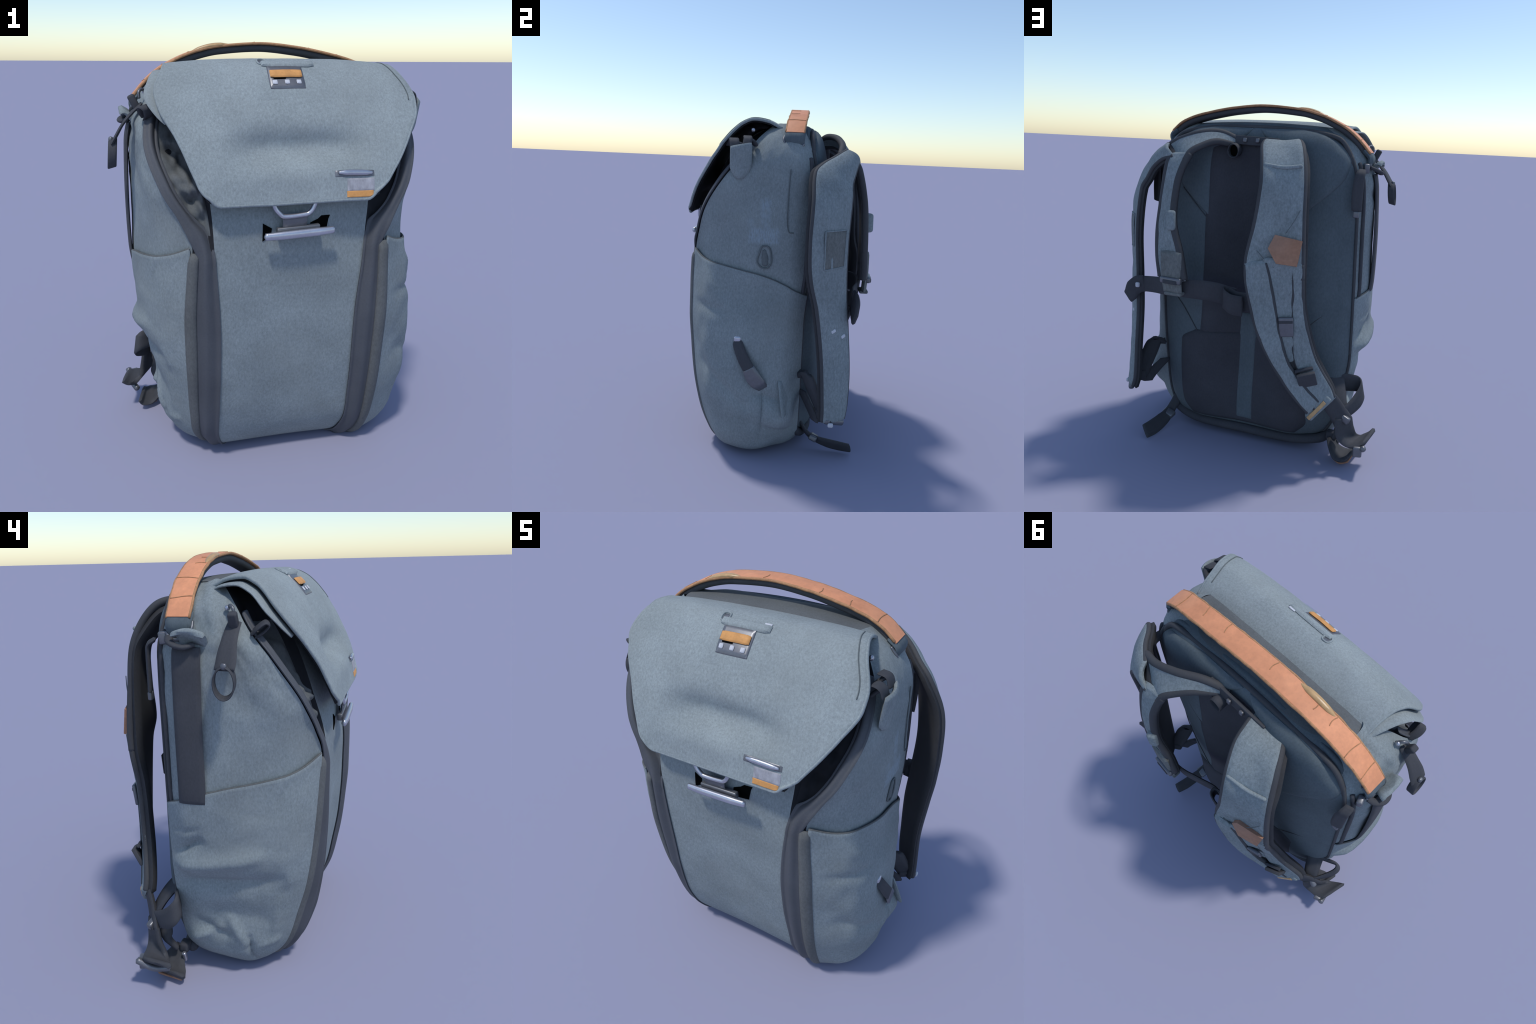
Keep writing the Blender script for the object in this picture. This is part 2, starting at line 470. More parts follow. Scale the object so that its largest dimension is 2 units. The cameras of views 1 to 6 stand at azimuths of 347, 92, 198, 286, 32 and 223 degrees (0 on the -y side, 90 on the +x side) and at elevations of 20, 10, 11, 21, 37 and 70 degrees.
def section(z, s):
    """half plan section at height z, sampled evenly in u from 0 to 10"""
    key = (round(float(z), 4), s)
    if key not in _sections:
        K = keys(*key)
        m = lambda p: p * np.array([-1, 1])
        xs, ys = [], []
        for Q, t0, a, b in ((np.array([m(K[1]), K[0], K[1]]), -1, 0, 1), (K[1:4], 1, 1, 3), (np.vstack([K[3:11], m(K[9])]), 3, 3, 10)):
            L = np.r_[0, np.cumsum(np.linalg.norm(np.diff(Q, axis=0), axis=1) + 1e-6)]
            q = np.interp(np.arange(a, b + (0.02 if b == 10 else 0) - 1e-6, 0.02) - t0, np.arange(len(Q)), L)
            xs.append(pchip(L, Q[:, 0], q))
            ys.append(pchip(L, Q[:, 1], q))
        _sections[key] = (np.concatenate(xs), np.concatenate(ys), float(mid_shift(key[0])))
    return _sections[key]


def body(u, z):
    """point on the bag: u in [-10, 10] round the plan section (sign: side), height z"""
    s, a = (-1.0 if u < 0 else 1.0), abs(u)
    X, Y, sh = section(z, int(s))
    i = min(int(a * 50), 499)
    f = a * 50 - i
    x, y = X[i] + (X[i + 1] - X[i]) * f, Y[i] + (Y[i + 1] - Y[i]) * f
    return np.array([s * x + sh * max(0.0, min(1.0, 4 - a)), y, z])


def patch(us, zs):
    return np.array([[body(u, z) for z in zs] for u in us])


ZLOW = list(np.r_[0.012, 0.02, 0.035, 0.05, 0.07, 0.09, 0.12, 0.15, 0.18])
def zrange(a, b, n):
    return np.r_[[z for z in ZLOW if z > a + 0.003 and z < b], np.linspace(max(a, 0.2), b, n)] if a < 0.2 else np.linspace(a, b, n)
Z0, Z1 = 0.03, 1.878
ZALL = np.r_[Z0, zrange(Z0, 1.75, 60), np.linspace(1.77, Z1, 9)]

def wrinkle(P, amp, scale, seed):
    N = grid_normals(P)
    for i in range(P.shape[0]):
        for j in range(P.shape[1]):
            P[i, j] += N[i, j] * bump_at(P[i, j], amp, scale, seed)
    return P

surface("front_panel", patch(np.linspace(-1, 1, 41), ZALL), FABRIC)
for s in (-1, 1):
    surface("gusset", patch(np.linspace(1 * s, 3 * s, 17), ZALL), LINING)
surface("back_panel", patch(np.r_[np.linspace(7, 10, 25), np.linspace(-10, -7, 25)[1:]], ZALL), BACK_FABRIC)

def cap(name, z, dz, mat):
    us = np.r_[np.linspace(-9.99, 9.99, 140)]
    ring = np.array([body(u, z) for u in us])
    c = ring.mean(0)
    rows = [c + (ring - c) * k * np.array([1, 1, 1]) + np.array([0, 0, dz * (1 - k * k)]) for k in (1.0, 0.93, 0.8, 0.6, 0.35, 0.1, 0.0)]
    P = np.array(rows)
    make(name, P.reshape(-1, 3), quads(len(rows), len(us), cv=True), mat)

cap("base_panel", Z0, -0.006, BACK_FABRIC)
cap("top_panel", Z1, 0.022, POUCH)

# ---- side pockets: outer layer over the lower side, open along a sloping hem
def pocket_top(s, t):
    # t 0 at the front edge, 1 at the back edge
    return float(pchip([0, 0.12, 0.35, 0.6, 0.85, 1.0], [1.165, 1.13, 1.10, 1.055, 0.985, 0.955] if s > 0 else [1.17, 1.13, 1.085, 1.04, 0.985, 0.95], t))

for s in (-1, 1):
    P = np.array([[body(u, (pocket_top(s, min(1, max(0, (abs(u) - 3.05) / 3.9))) - 0.05) * (1 - k) + Z1 * k) for k in np.linspace(0, 1, 46)] for u in np.linspace(3 * s, 7 * s, 49)])
    N = grid_normals(P)
    for i in range(1, 48):
        for j in range(1, 46):
            p = P[i, j]
            w = min(1, max(0, (p[2] - 1.25) / 0.35)) * min(1, i / 6) * min(1, (48 - i) / 6)
            P[i, j] = p + N[i, j] * (w * noise.fractal(Vector((p[1] * 11, p[2] * 8, s * 4.0)), 0.8, 2.0, 3) * (0.014 if s < 0 else 0.007) + bump_at(p, 0.004, 4.0, s))
    surface("side_panel", P, SIDE_FABRIC)

def fold(p, a, b, w, amp):
    """crease running from a to b in the (y, z) plane of the side"""
    q, a, b = np.array(p[1:]), np.array(a), np.array(b)
    d = b - a
    t = np.clip((q - a) @ d / (d @ d), 0, 1)
    r = np.linalg.norm(q - a - t * d)
    return amp * math.exp(-(r / (0.85 * w)) ** 1.5) * (math.sin(math.pi * min(1, 0.15 + t * 0.85)) ** 0.5)

FOLDS = {-1: [((0.19, 0.655), (-0.26, 0.745), 0.038, 0.034), ((0.17, 0.705), (0.0, 0.815), 0.026, -0.034), ((0.19, 0.56), (-0.34, 0.60), 0.055, -0.040),
              ((0.02, 0.40), (-0.28, 0.36), 0.11, -0.034), ((0.07, 0.33), (-0.08, 0.25), 0.035, -0.028), ((-0.08, 0.36), (-0.16, 0.20), 0.03, 0.020), ((-0.165, 0.26), (-0.17, 0.07), 0.016, -0.022),
              ((0.13, 0.22), (-0.05, 0.32), 0.03, 0.022), ((-0.22, 0.20), (-0.30, 0.24), 0.02, 0.012), ((-0.36, 1.08), (-0.31, 0.98), 0.012, -0.010), ((0.18, 0.835), (0.0, 0.865), 0.008, -0.010)],
         1: [((-0.40, 1.10), (-0.30, 0.90), 0.022, 0.016), ((-0.42, 0.88), (-0.25, 0.86), 0.03, -0.018), ((-0.2, 0.70), (-0.05, 0.44), 0.05, -0.016),
             ((-0.05, 0.44), (-0.06, 0.10), 0.010, -0.014), ((-0.10, 0.42), (0.08, 0.38), 0.03, -0.022), ((-0.38, 0.55), (-0.12, 0.32), 0.03, -0.014), ((-0.42, 0.65), (-0.36, 0.45), 0.03, -0.010), ((0.06, 0.34), (0.02, 0.22), 0.085, 0.05)]}

for s in (-1, 1):
    n, m = 66, 84
    ts = np.linspace(0, 1, n)
    vs = np.linspace(0, 1, m) ** 1.0
    P = np.zeros((n, m, 3))
    for i, t in enumerate(ts):
        zt = pocket_top(s, t)
        for j, v in enumerate(vs):
            P[i, j] = body(s * (3.05 + 3.9 * t), Z0 + 0.004 + (zt - Z0) * v ** 1.35)
    N = grid_normals(P)
    out = N * (1 if (N[n // 2, m // 2, 0] * s) > 0 else -1)
    for i in range(n):
        for j in range(m):
            p = P[i, j]
            edge = min(1, 6 * min(ts[i], 1 - ts[i])) * min(1, 8 * (1.02 - vs[j]))
            off = 0.010 + bump_at(p, 0.008, 5.0, 3.0 * s) * edge
            off += edge * sum(fold(p, *f) for f in FOLDS[s])
            P[i, j] = p + out[i, j] * max(off, -0.07)
    Q = P if s > 0 else P
    sheet("side_pocket", Q, 0.005, 0.005, FABRIC)
    hem = np.array([P[i, -1] for i in range(n)])
    tube("pocket_hem", hem[::2], 0.005, TAPE2, raw=True, seg=8)

# ---- tape along the panel edge, up over the opening rim
for s in (-1, 1):
    zs = np.r_[ZLOW[1:], np.linspace(0.2, 1.15, 50)]
    inner = [body(s * 1.02, z) for z in zs]
    outer = [body(s * 2.5, z) for z in zs]
    rim = [body(s * 3.0, z) for z in np.linspace(1.22, 1.78, 26)]
    rim_in = []
    for k, z in enumerate(np.linspace(1.22, 1.78, 26)):
        w = 0.052 if k > 3 else 0.055 + 0.012 * (3 - k)
        d = unit(body(s * 2.2, z) - body(s * 3.0, z)) * 0.7 + np.array([-s * 0.55, 0.0, 0.12])
        rim_in.append(rim[k] + unit(d) * w)
    A, B = np.array(inner + rim_in), np.array(outer + [r + np.array([s * 0.004, -0.006, 0.0]) for r in rim])
    A, B = spline(A[::2], 110), spline(B[::2], 110)
    m = 13
    q = np.linspace(0, 1, m)
    P = A[:, None] * (1 - q)[None, :, None] + B[:, None] * q[None, :, None]
    N = grid_normals(P)
    N = N * np.sign(-(N[40, 6, 1]))
    ridge = 0.016 * np.exp(-((q - 0.55) / 0.22) ** 2) - 0.006 * np.exp(-((q - 0.15) / 0.1) ** 2)
    P = P + N * (0.007 + ridge)[None, :, None]
    tp = sheet("zipper_tape", P, 0.004, 0.006, TAPE)
    # flat piped strip outside it, below the pocket mouth
    P = np.array([[body(s * u, z) for u in np.linspace(2.50, 3.07, 7)] for z in zs])
    N = grid_normals(P)
    N = N * np.sign(-(N[30, 3, 1]))
    sink = np.clip((1.155 - zs) / 0.03, 0.2, 1)[:, None, None]
    P = P + N * ((0.012 + 0.008 * np.sin(np.linspace(0, math.pi, 7)))[None, :, None] * sink)
    sheet("piped_strip", P, 0.003, 0.006, TAPE2, tp)

# ---- crumpled inner pouch seen in the side openings
for s in (-1, 1):
    us, zs = np.linspace(1.25 * s, 2.75 * s, 30), np.linspace(1.22, 1.72, 44)
    P = patch(us, zs)
    for i in range(30):
        for j in range(44):
            p = P[i, j]
            e = math.sin(math.pi * i / 29) * math.sin(math.pi * j / 43)
            w = noise.fractal(Vector((p[0] * 7, p[1] * 7, p[2] * 9 + s)), 0.8, 2, 3)
            P[i, j] = p + np.array([s * 0.02, -1.0, 0.1]) * e * ((0.08 + 0.11 * w) if s < 0 else 0.065 + 0.05 * w)
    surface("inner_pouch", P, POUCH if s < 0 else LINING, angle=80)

# ------------------------------------------------------------------ flap
f_y = prof((0, -0.01), (0.09, -0.09), (0.17, -0.165), (0.24, -0.222), (0.31, -0.272), (0.38, -0.318), (0.5, -0.380), (0.64, -0.444), (0.75, -0.485), (0.86, -0.511), (1.0, -0.531))
f_z = prof((0, 1.868), (0.09, 1.905), (0.17, 1.915), (0.24, 1.895), (0.31, 1.855), (0.38, 1.805), (0.5, 1.715), (0.64, 1.60), (0.75, 1.51), (0.86, 1.44), (1.0, 1.362))
w_r = prof((0, 0.490), (0.12, 0.506), (0.25, 0.540), (0.40, 0.588), (0.46, 0.585), (0.6, 0.53), (0.8, 0.43), (0.95, 0.368), (1.0, 0.345))
w_l = prof((0, 0.475), (0.12, 0.484), (0.25, 0.510), (0.36, 0.545), (0.46, 0.53), (0.6, 0.475), (0.8, 0.415), (0.95, 0.382), (1.0, 0.362))


def flap_point(a, t, extra=0.0):
    """a in [-1, 1] across, t in [0, 1] from the back edge to the front hem"""
    w = (w_r if a > 0 else w_l)(t) + extra
    x = a * float(w)
    y, z = float(f_y(t)), float(f_z(t))
    r = abs(x) / 0.58
    sag = r ** 3.0
    z -= 0.032 * sag * (1 - 0.85 * max(0, t - 0.45) / 0.55)
    y += 0.008 * sag * min(1, t * 2.2) * (1 - max(0, t - 0.5))
    # hem rises towards its rounded corners and in the middle by the latch
    if t > 0.86:
        k = (t - 0.86) / 0.14
        e = max(0, abs(a) - 0.88) / 0.12
        z += k * 0.030 * e ** 2
    # broad dent above the hem
    dent = math.exp(-((t - 0.67) / 0.075) ** 2) * math.exp(-((x - 0.02) / 0.26) ** 4)
    swell = math.exp(-((t - 0.80) / 0.08) ** 2) * math.exp(-((x - 0.03) / 0.30) ** 4)
    y += 0.054 * dent - 0.006 * swell
    z -= 0.012 * dent
    p = np.array([x, y, z])
    k = bump_at(p, 0.006, 4.0, 7.0)
    return p + np.array([0, -0.6, 0.5]) * k


def flap_normal(x, t):
    a = x / float((w_r if x > 0 else w_l)(t))
    e = 0.01
    d1 = flap_point(a + e, t) - flap_point(a - e, t)
    d2 = flap_point(a, min(1, t + e)) - flap_point(a, t - e)
    return unit(np.cross(d2, d1)), unit(d1), unit(d2)


def on_flap(x, t, up=0.0):
    a = x / float((w_r if x > 0 else w_l)(t))
    n = flap_normal(x, t)[0]
    if n[2] < 0 and n[1] > 0:
        n = -n
    return flap_point(a, t) + n * up

na, nt_ = 71, 80
P = np.array([[flap_point(a, t) for t in np.linspace(0, 1, nt_)] for a in np.linspace(-1, 1, na)])
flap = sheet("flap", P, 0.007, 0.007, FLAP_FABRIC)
N = grid_normals(P)
N = N * (1 if N[35, 40, 1] < 0 else -1)
inset = np.array([[flap_point(a, t) for t in np.linspace(0.03, 0.985, 50)] for a in np.linspace(-0.985, 0.985, 50)])
Ni = grid_normals(inset)
Ni = Ni * (1 if Ni[25, 25, 1] < 0 else -1)
sheet("flap_lining", inset - Ni * 0.012, 0.004, 0.004, LINING, flap)
rim = np.vstack([P[0], P[1:, -1], P[-1, ::-1][1:]])
tube("flap_binding", rim, 0.008, FLAP_FABRIC, flap, raw=True, seg=10, hint=(0.2, 0.3, 0.9))
# second layer showing under the flap on one side
wing = np.array([[(flap_point(-a, t, 0.052 * math.sin(math.pi * min(1, t / 0.50)) ** 1.0) + np.array([0.0, 0.016, -0.022])) for t in np.linspace(0.02, 0.5, 30)] for a in np.linspace(0.72, 1, 14)])
sheet("flap_wing", wing, 0.005, 0.005, FLAP_FABRIC, flap)
# stitched hem line along the other side
tube("hem_stitch", [on_flap(float(w_r(t)) - 0.032, t, 0.008) for t in np.linspace(0.08, 0.42, 14)], 0.0025, SEAM, flap, n=40, seg=6)

def flap_plate(name, x0, x1, t0, t1, lift, thick, mat, nx=12, nt=8, parent=None):
    P = np.array([[on_flap(x, t, lift) for t in np.linspace(t0, t1, nt)] for x in np.linspace(x0, x1, nx)])
    return sheet(name, P, thick / 2, thick / 2, mat, parent or flap, angle=50)

# latch near the top
latch = flap_plate("latch_plate", -0.068, 0.080, 0.265, 0.388, 0.007, 0.008, METAL_DARK)  # upper strip is the ledge's shadowed recess, modelled as dark plate
flap_plate("latch_ledge", -0.085, 0.135, 0.235, 0.262, 0.010, 0.016, FLAP_FABRIC, parent=latch)
flap_plate("leather_pull", -0.060, 0.070, 0.300, 0.333, 0.015, 0.010, ORANGE, parent=latch)
for x in (-0.048, 0.005, 0.055):
    flap_plate("latch_stud", x - 0.008, x + 0.008, 0.352, 0.368, 0.013, 0.006, WHITE, 4, 4, latch)
flap_plate("latch_gap", -0.05, 0.0, 0.335, 0.343, 0.012, 0.004, BLACK, 6, 3, latch)
slot = [on_flap(x, t, 0.009) for x, t in ((-0.100, 0.205), (-0.070, 0.205), (-0.070, 0.245), (-0.100, 0.245))]
tube("slot_frame", slot, 0.004, FLAP_FABRIC, latch, n=40, seg=8, closed=True, hint=(0, -0.5, 0.8))
flap_plate("slot_hollow", -0.097, -0.073, 0.209, 0.241, 0.005, 0.006, METAL_DARK, 5, 5, latch)
flap_plate("small_stud", 0.105, 0.135, 0.222, 0.232, 0.010, 0.005, WHITE, 5, 4, latch)
# tag, printed label with an orange lower part
tag_surround = flap_plate("tag_surround", 0.163, 0.336, 0.798, 0.832, 0.006, 0.006, METAL_DARK)
tube("metal_tag", [on_flap(x, 0.815 - 0.004 * math.sin(x * 9), 0.014) for x in np.linspace(0.177, 0.324, 8)], [0.006, 0.011, 0.0125, 0.0125, 0.0125, 0.011, 0.006], METAL, tag_surround, n=40, seg=12, flat=0.8, hint=(0, -1, 0.2))
label = flap_plate("printed_label", 0.215, 0.335, 0.848, 0.935, 0.0075, 0.003, LABEL)
flap_plate("label_orange_band", 0.213, 0.330, 0.938, 0.982, 0.0078, 0.004, ORANGE, parent=label)

# ------------------------------------------------------------------ front closure
def front(x, z, out=0.0):
    a = x / float(x_panel(z))
    p = body(a, z)
    return p + np.array([0, -out, 0])

ring = [(-0.098, -0.515, 1.375), (-0.096, -0.516, 1.345), (-0.075, -0.518, 1.315), (-0.055, -0.518, 1.302), (0.045, -0.518, 1.308), (0.062, -0.518, 1.320), (0.078, -0.516, 1.350), (0.080, -0.515, 1.38)]
buckle = tube("buckle_ring", ring, 0.0105, METAL, n=60, seg=10, hint=(0, -1, 0.1))
slab("buckle_foot", (-0.004, -0.515, 1.300), (0.105, 0.014, 0.022), METAL_DARK, buckle, axes((1, 0, 0.06), (0, 0.05, 1)))
bar = tube("toggle_bar", [(-0.137, -0.533, 1.222), (-0.08, -0.535, 1.224), (0.09, -0.535, 1.232), (0.160, -0.533, 1.236)], [0.016, 0.019, 0.019, 0.019, 0.016], METAL, n=40, seg=16, flat=0.75, hint=(0, -1, 0))
slab("toggle_mount", (0.012, -0.505, 1.238), (0.19, 0.025, 0.034), METAL_DARK, bar, axes((1, 0, 0.045), (0, 0, 1)), 0.006)
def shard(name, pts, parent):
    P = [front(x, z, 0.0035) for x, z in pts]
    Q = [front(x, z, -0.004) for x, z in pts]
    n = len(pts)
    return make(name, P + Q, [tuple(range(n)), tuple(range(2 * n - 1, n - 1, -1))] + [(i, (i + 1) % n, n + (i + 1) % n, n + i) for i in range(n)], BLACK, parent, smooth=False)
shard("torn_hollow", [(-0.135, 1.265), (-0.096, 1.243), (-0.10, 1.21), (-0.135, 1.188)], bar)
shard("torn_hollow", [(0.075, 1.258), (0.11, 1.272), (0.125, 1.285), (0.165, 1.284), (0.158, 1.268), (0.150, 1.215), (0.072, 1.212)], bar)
webbing("buckle_webbing", [(-0.005, -0.506, 1.245), (-0.005, -0.512, 1.27), (-0.005, -0.512, 1.298)], (1, 0, 0.05), 0.10, 0.008, METAL_DARK, buckle, n=10)

# ------------------------------------------------------------------ carry handle
h_top = prof((-0.637, 1.758), (-0.60, 1.80), (-0.53, 1.866), (-0.436, 1.919), (-0.36, 1.950), (-0.23, 1.980), (-0.02, 1.994), (0.15, 1.979), (0.31, 1.950), (0.42, 1.922), (0.505, 1.886), (0.57, 1.835), (0.625, 1.765))
def h_pt(x, y, dz=0.0):
    return np.array([x, y, float(h_top(x)) + dz])
hx = np.linspace(-0.637, 0.625, 120)
h_mid = prof((-0.64, 0.067), (-0.3, 0.082), (0.1, 0.086), (0.4, 0.075), (0.63, 0.052))
path = np.array([h_pt(x, float(h_mid(x))) for x in hx])
path = spline(path[::6], 130)
tan = unit(np.gradient(path, axis=0))
side = np.tile(np.array([0.0, 1.0, 0.0]), (len(path), 1))
nrm = unit(np.cross(tan, side)); nrm *= np.sign(nrm[60, 2])
W = 0.096
def handle_loft(name, outline, mat, i0=0, i1=130, parent=None):
    V = np.array([[path[i] + side[i] * a + nrm[i] * b for a, b in outline] for i in range(i0, i1)])
    n, m = V.shape[:2]
    f = quads(n, m, cv=True) + [tuple(range(m - 1, -1, -1)), tuple((n - 1) * m + j for j in range(m))]
    return make(name, V.reshape(-1, 3), f, mat, parent, angle=40)
def rrect(w, h0, h1, r, seg=4):
    pts = []
    for cx, cy, a0 in ((w / 2 - r, h1 - r, 0), (-w / 2 + r, h1 - r, 90), (-w / 2 + r, h0 + r, 180), (w / 2 - r, h0 + r, 270)):
        for k in range(seg + 1):
            a = math.radians(a0 + 90 * k / seg)
            pts.append((cx + r * math.cos(a), cy + r * math.sin(a)))
    return pts
grip = handle_loft("handle_grip", rrect(0.088, -0.042, -0.008, 0.016), PIPING, 2, 128)
handle = handle_loft("leather_handle", rrect(W, -0.012, 0.0, 0.004), LEATHER, parent=grip)
for a in (-W / 2, W / 2):
    tube("leather_edge", [path[i] + side[i] * (a * 1.01 + 0.004 * noise.noise(Vector((path[i][0] * 22, a * 90, 0)))) + nrm[i] * -0.006 for i in range(0, 130, 2)], 0.0065, LEATHER_EDGE, handle, raw=True, seg=8, hint=(0, 1, 0.1))
for i in (9, 20, 33, 42, 64, 90, 104, 118):
    w = W * (0.96 if i in (9, 20, 118) else 0.5)
    tube("leather_crease", [path[i] + nrm[i] * 0.0005 + side[i] * (k * w - (0 if w > 0.06 else 0.02)) + tan[i] * 0.006 * math.sin(i + 3 * k) for k in np.linspace(-0.5, 0.5, 6)], 0.0022, LEATHER_EDGE, handle, n=14, seg=6, hint=(0, 0, 1))
# bulging keeper on the front edge
i0 = int(np.argmin(abs(path[:, 0] + 0.355))); i1 = int(np.argmin(abs(path[:, 0] + 0.175)))
tube("handle_keeper", [path[i] + side[i] * -0.040 + nrm[i] * (-0.004 + 0.005 * math.sin(math.pi * (i - i0) / (i1 - i0))) for i in range(i0, i1 + 1)], [0.006, 0.014, 0.015, 0.015, 0.014, 0.006], GOLD, handle, n=30, seg=12, hint=(0, 0, 1), flat=0.7)
# feet of the handle and the metal staples holding them
for s, e, y in ((-1, 0, 0.067), (1, 129, 0.042)):
    p = path[e]
    d = tan[e] * (-1 if s < 0 else 1)
    foot = webbing("handle_foot", [p - d * 0.03 + nrm[e] * -0.02, p + d * 0.02 + nrm[e] * -0.022, p + np.array([-s * 0.012, 0, -0.075])], (0, 1, 0), [0.088, 0.084, 0.075], 0.03, BACK_FABRIC, grip, n=14)
    tube("handle_staple", [p + np.array([-s * 0.02, -0.055, -0.02]), p + np.array([s * 0.004, -0.056, -0.05]), p + np.array([s * 0.006, -0.03, -0.08]), p + np.array([s * 0.006, 0.03, -0.085]), p + np.array([0.0, 0.05, -0.06])], 0.007, METAL_DARK, foot, n=40, seg=8)

# cords lying behind the handle on top
for y, z, x, r, mt in ((0.125, 1.855, 0.44, 0.018, BACK_FABRIC), (0.155, 1.852, 0.46, 0.013, PIPING)):
    tube("top_cord", [(-x - 0.10, y + 0.01, z - 0.20), (-x - 0.07, y + 0.005, z - 0.10), (-x, y, z - 0.025), (-0.2, y, z + 0.01), (0.2, y, z + 0.01), (x, y, z - 0.03), (x + 0.07, y + 0.005, z - 0.11), (x + 0.10, y + 0.01, z - 0.21)], r, mt, n=90, seg=10, hint=(0, 1, 0))

# ------------------------------------------------------------------ back: pads and seams
def back_point(x, z, lift):
    # find u on the back arc for this x
    lo, hi = 7.0, 10.0
    for _ in range(22):
        mid = (lo + hi) / 2
        if abs(body(mid, z)[0]) > abs(x): lo = mid
        else: hi = mid
    p = body(lo if x >= 0 else -lo, z)
    return np.array([x, p[1] + lift, z])

def back_pad(name, outline_l, outline_r, z0, z1, lift, mat, parent=None, nz=40, nx=18, round_edge=0.03, thick=0.006):
    P = np.zeros((nz, nx, 3))
    zs = np.linspace(z0, z1, nz)
    for i, z in enumerate(zs):
        l, r = float(outline_l(z)), float(outline_r(z))
        for j, k in enumerate(np.linspace(0, 1, nx)):
            x = l + (r - l) * k
            d = min((x - l), (r - x), (z - z0), (z1 - z))
            up = lift * (1 - max(0, 1 - max(d, 0) / round_edge) ** 2) ** 0.5
            P[i, j] = back_point(x, z, up)
    return sheet(name, P, thick / 2, thick / 2, mat, parent, angle=60)

pad_out = prof((1.36, 0.25), (1.45, 0.36), (1.52, 0.44), (1.62, 0.525), (1.70, 0.545), (1.78, 0.50), (1.83, 0.40), (1.86, 0.28))
pad_in = prof((1.36, 0.235), (1.6, 0.235), (1.74, 0.22), (1.80, 0.08), (1.86, 0.02))
back_pad("shoulder_pad", lambda z: -pad_out(z), lambda z: -pad_in(z), 1.36, 1.86, 0.009, BACK_FABRIC, round_edge=0.04)
back_pad("shoulder_pad", pad_in, lambda z: pad_out(z) - 0.02, 1.36, 1.86, 0.009, BACK_FABRIC, round_edge=0.04)
back_pad("spine_panel", prof((0.66, -0.24), (1.2, -0.24), (1.76, -0.20)), prof((0.66, 0.27), (1.2, 0.25), (1.76, 0.26)), 0.66, 1.77, 0.008, PAD_FABRIC, round_edge=0.05, nz=60)
back_pad("luggage_panel", prof((0.11, -0.33), (0.2, -0.40), (0.6, -0.41), (0.67, -0.34)), prof((0.11, 0.33), (0.2, 0.385), (0.6, 0.40), (0.67, 0.30)), 0.11, 0.67, 0.012, PAD_FABRIC, round_edge=0.04)
back_pad("luggage_stripe", lambda z: -0.073 + 0 * z, lambda z: 0.047 + 0 * z, 0.135, 0.80, 0.018, BACK_FABRIC, round_edge=0.006, nx=8)
tube("back_base_roll", [(-0.53, 0.15, 0.11), (-0.47, 0.19, 0.085), (-0.3, 0.215, 0.063), (0, 0.215, 0.062), (0.3, 0.21, 0.066), (0.45, 0.17, 0.09), (0.50, 0.13, 0.13)], 0.030, PAD_FABRIC, n=60, seg=12, flat=0.9)
for s in (-1, 1):
    tube("back_seam", [back_point(s * x, z, 0.003) for x, z in ((0.37, 1.43), (0.40, 1.455), (0.30, 1.385), (0.24, 1.34))][::-1] if False else [back_point(s * x, z, 0.004) for x, z in ((0.24, 1.345), (0.32, 1.42), (0.42, 1.51))], 0.0025, PIPING, n=20, seg=6)
    tube("back_seam", [back_point(s * x, z, 0.004) for x, z in ((0.29, 0.665), (0.40, 0.80), (0.50, 0.89), (0.575, 0.97))], 0.0025, PIPING, n=30, seg=6)
    tube("corner_piping", [body(s * 7.0, z) + np.array([s * 0.002, 0.002, 0]) for z in np.linspace(0.06, 1.74, 50)], 0.009, PIPING, n=90, seg=8)
    tube("side_zip", [body(s * 6.72, z) + np.array([s * 0.003, 0.002, 0]) for z in np.linspace(0.97, 1.70, 30)], 0.011, DARK, n=60, seg=8)

# strap anchor bar, rivets and the rolled loop
anchor = slab("strap_anchor", (0.01, 0.222, 1.79), (0.32, 0.016, 0.05), DARK, None, axes((1, 0, 0.03), (0, -0.2, 1)), 0.004)
for x in (0.045, -0.03):
    slab("anchor_rivet", (x, 0.236, 1.793), (0.022, 0.014, 0.024), METAL_DARK, anchor, axes((1, 0, 0), (0, -0.2, 1)), 0.005)
th = np.linspace(0, 2 * math.pi, 26)
loopc = np.array([0.10, 0.245, 1.735])
webbing("rolled_loop", [loopc + np.array([0.031 * math.cos(a), 0.0, 0.037 * math.sin(a)]) for a in th], (0, 1, -0.15), 0.055, 0.006, DARK, anchor, n=50)
slab("loop_hollow", loopc + np.array([0, -0.004, 0]), (0.05, 0.02, 0.06), BLACK, anchor, None, 0.02)

# ------------------------------------------------------------------ shoulder straps
FS = -1
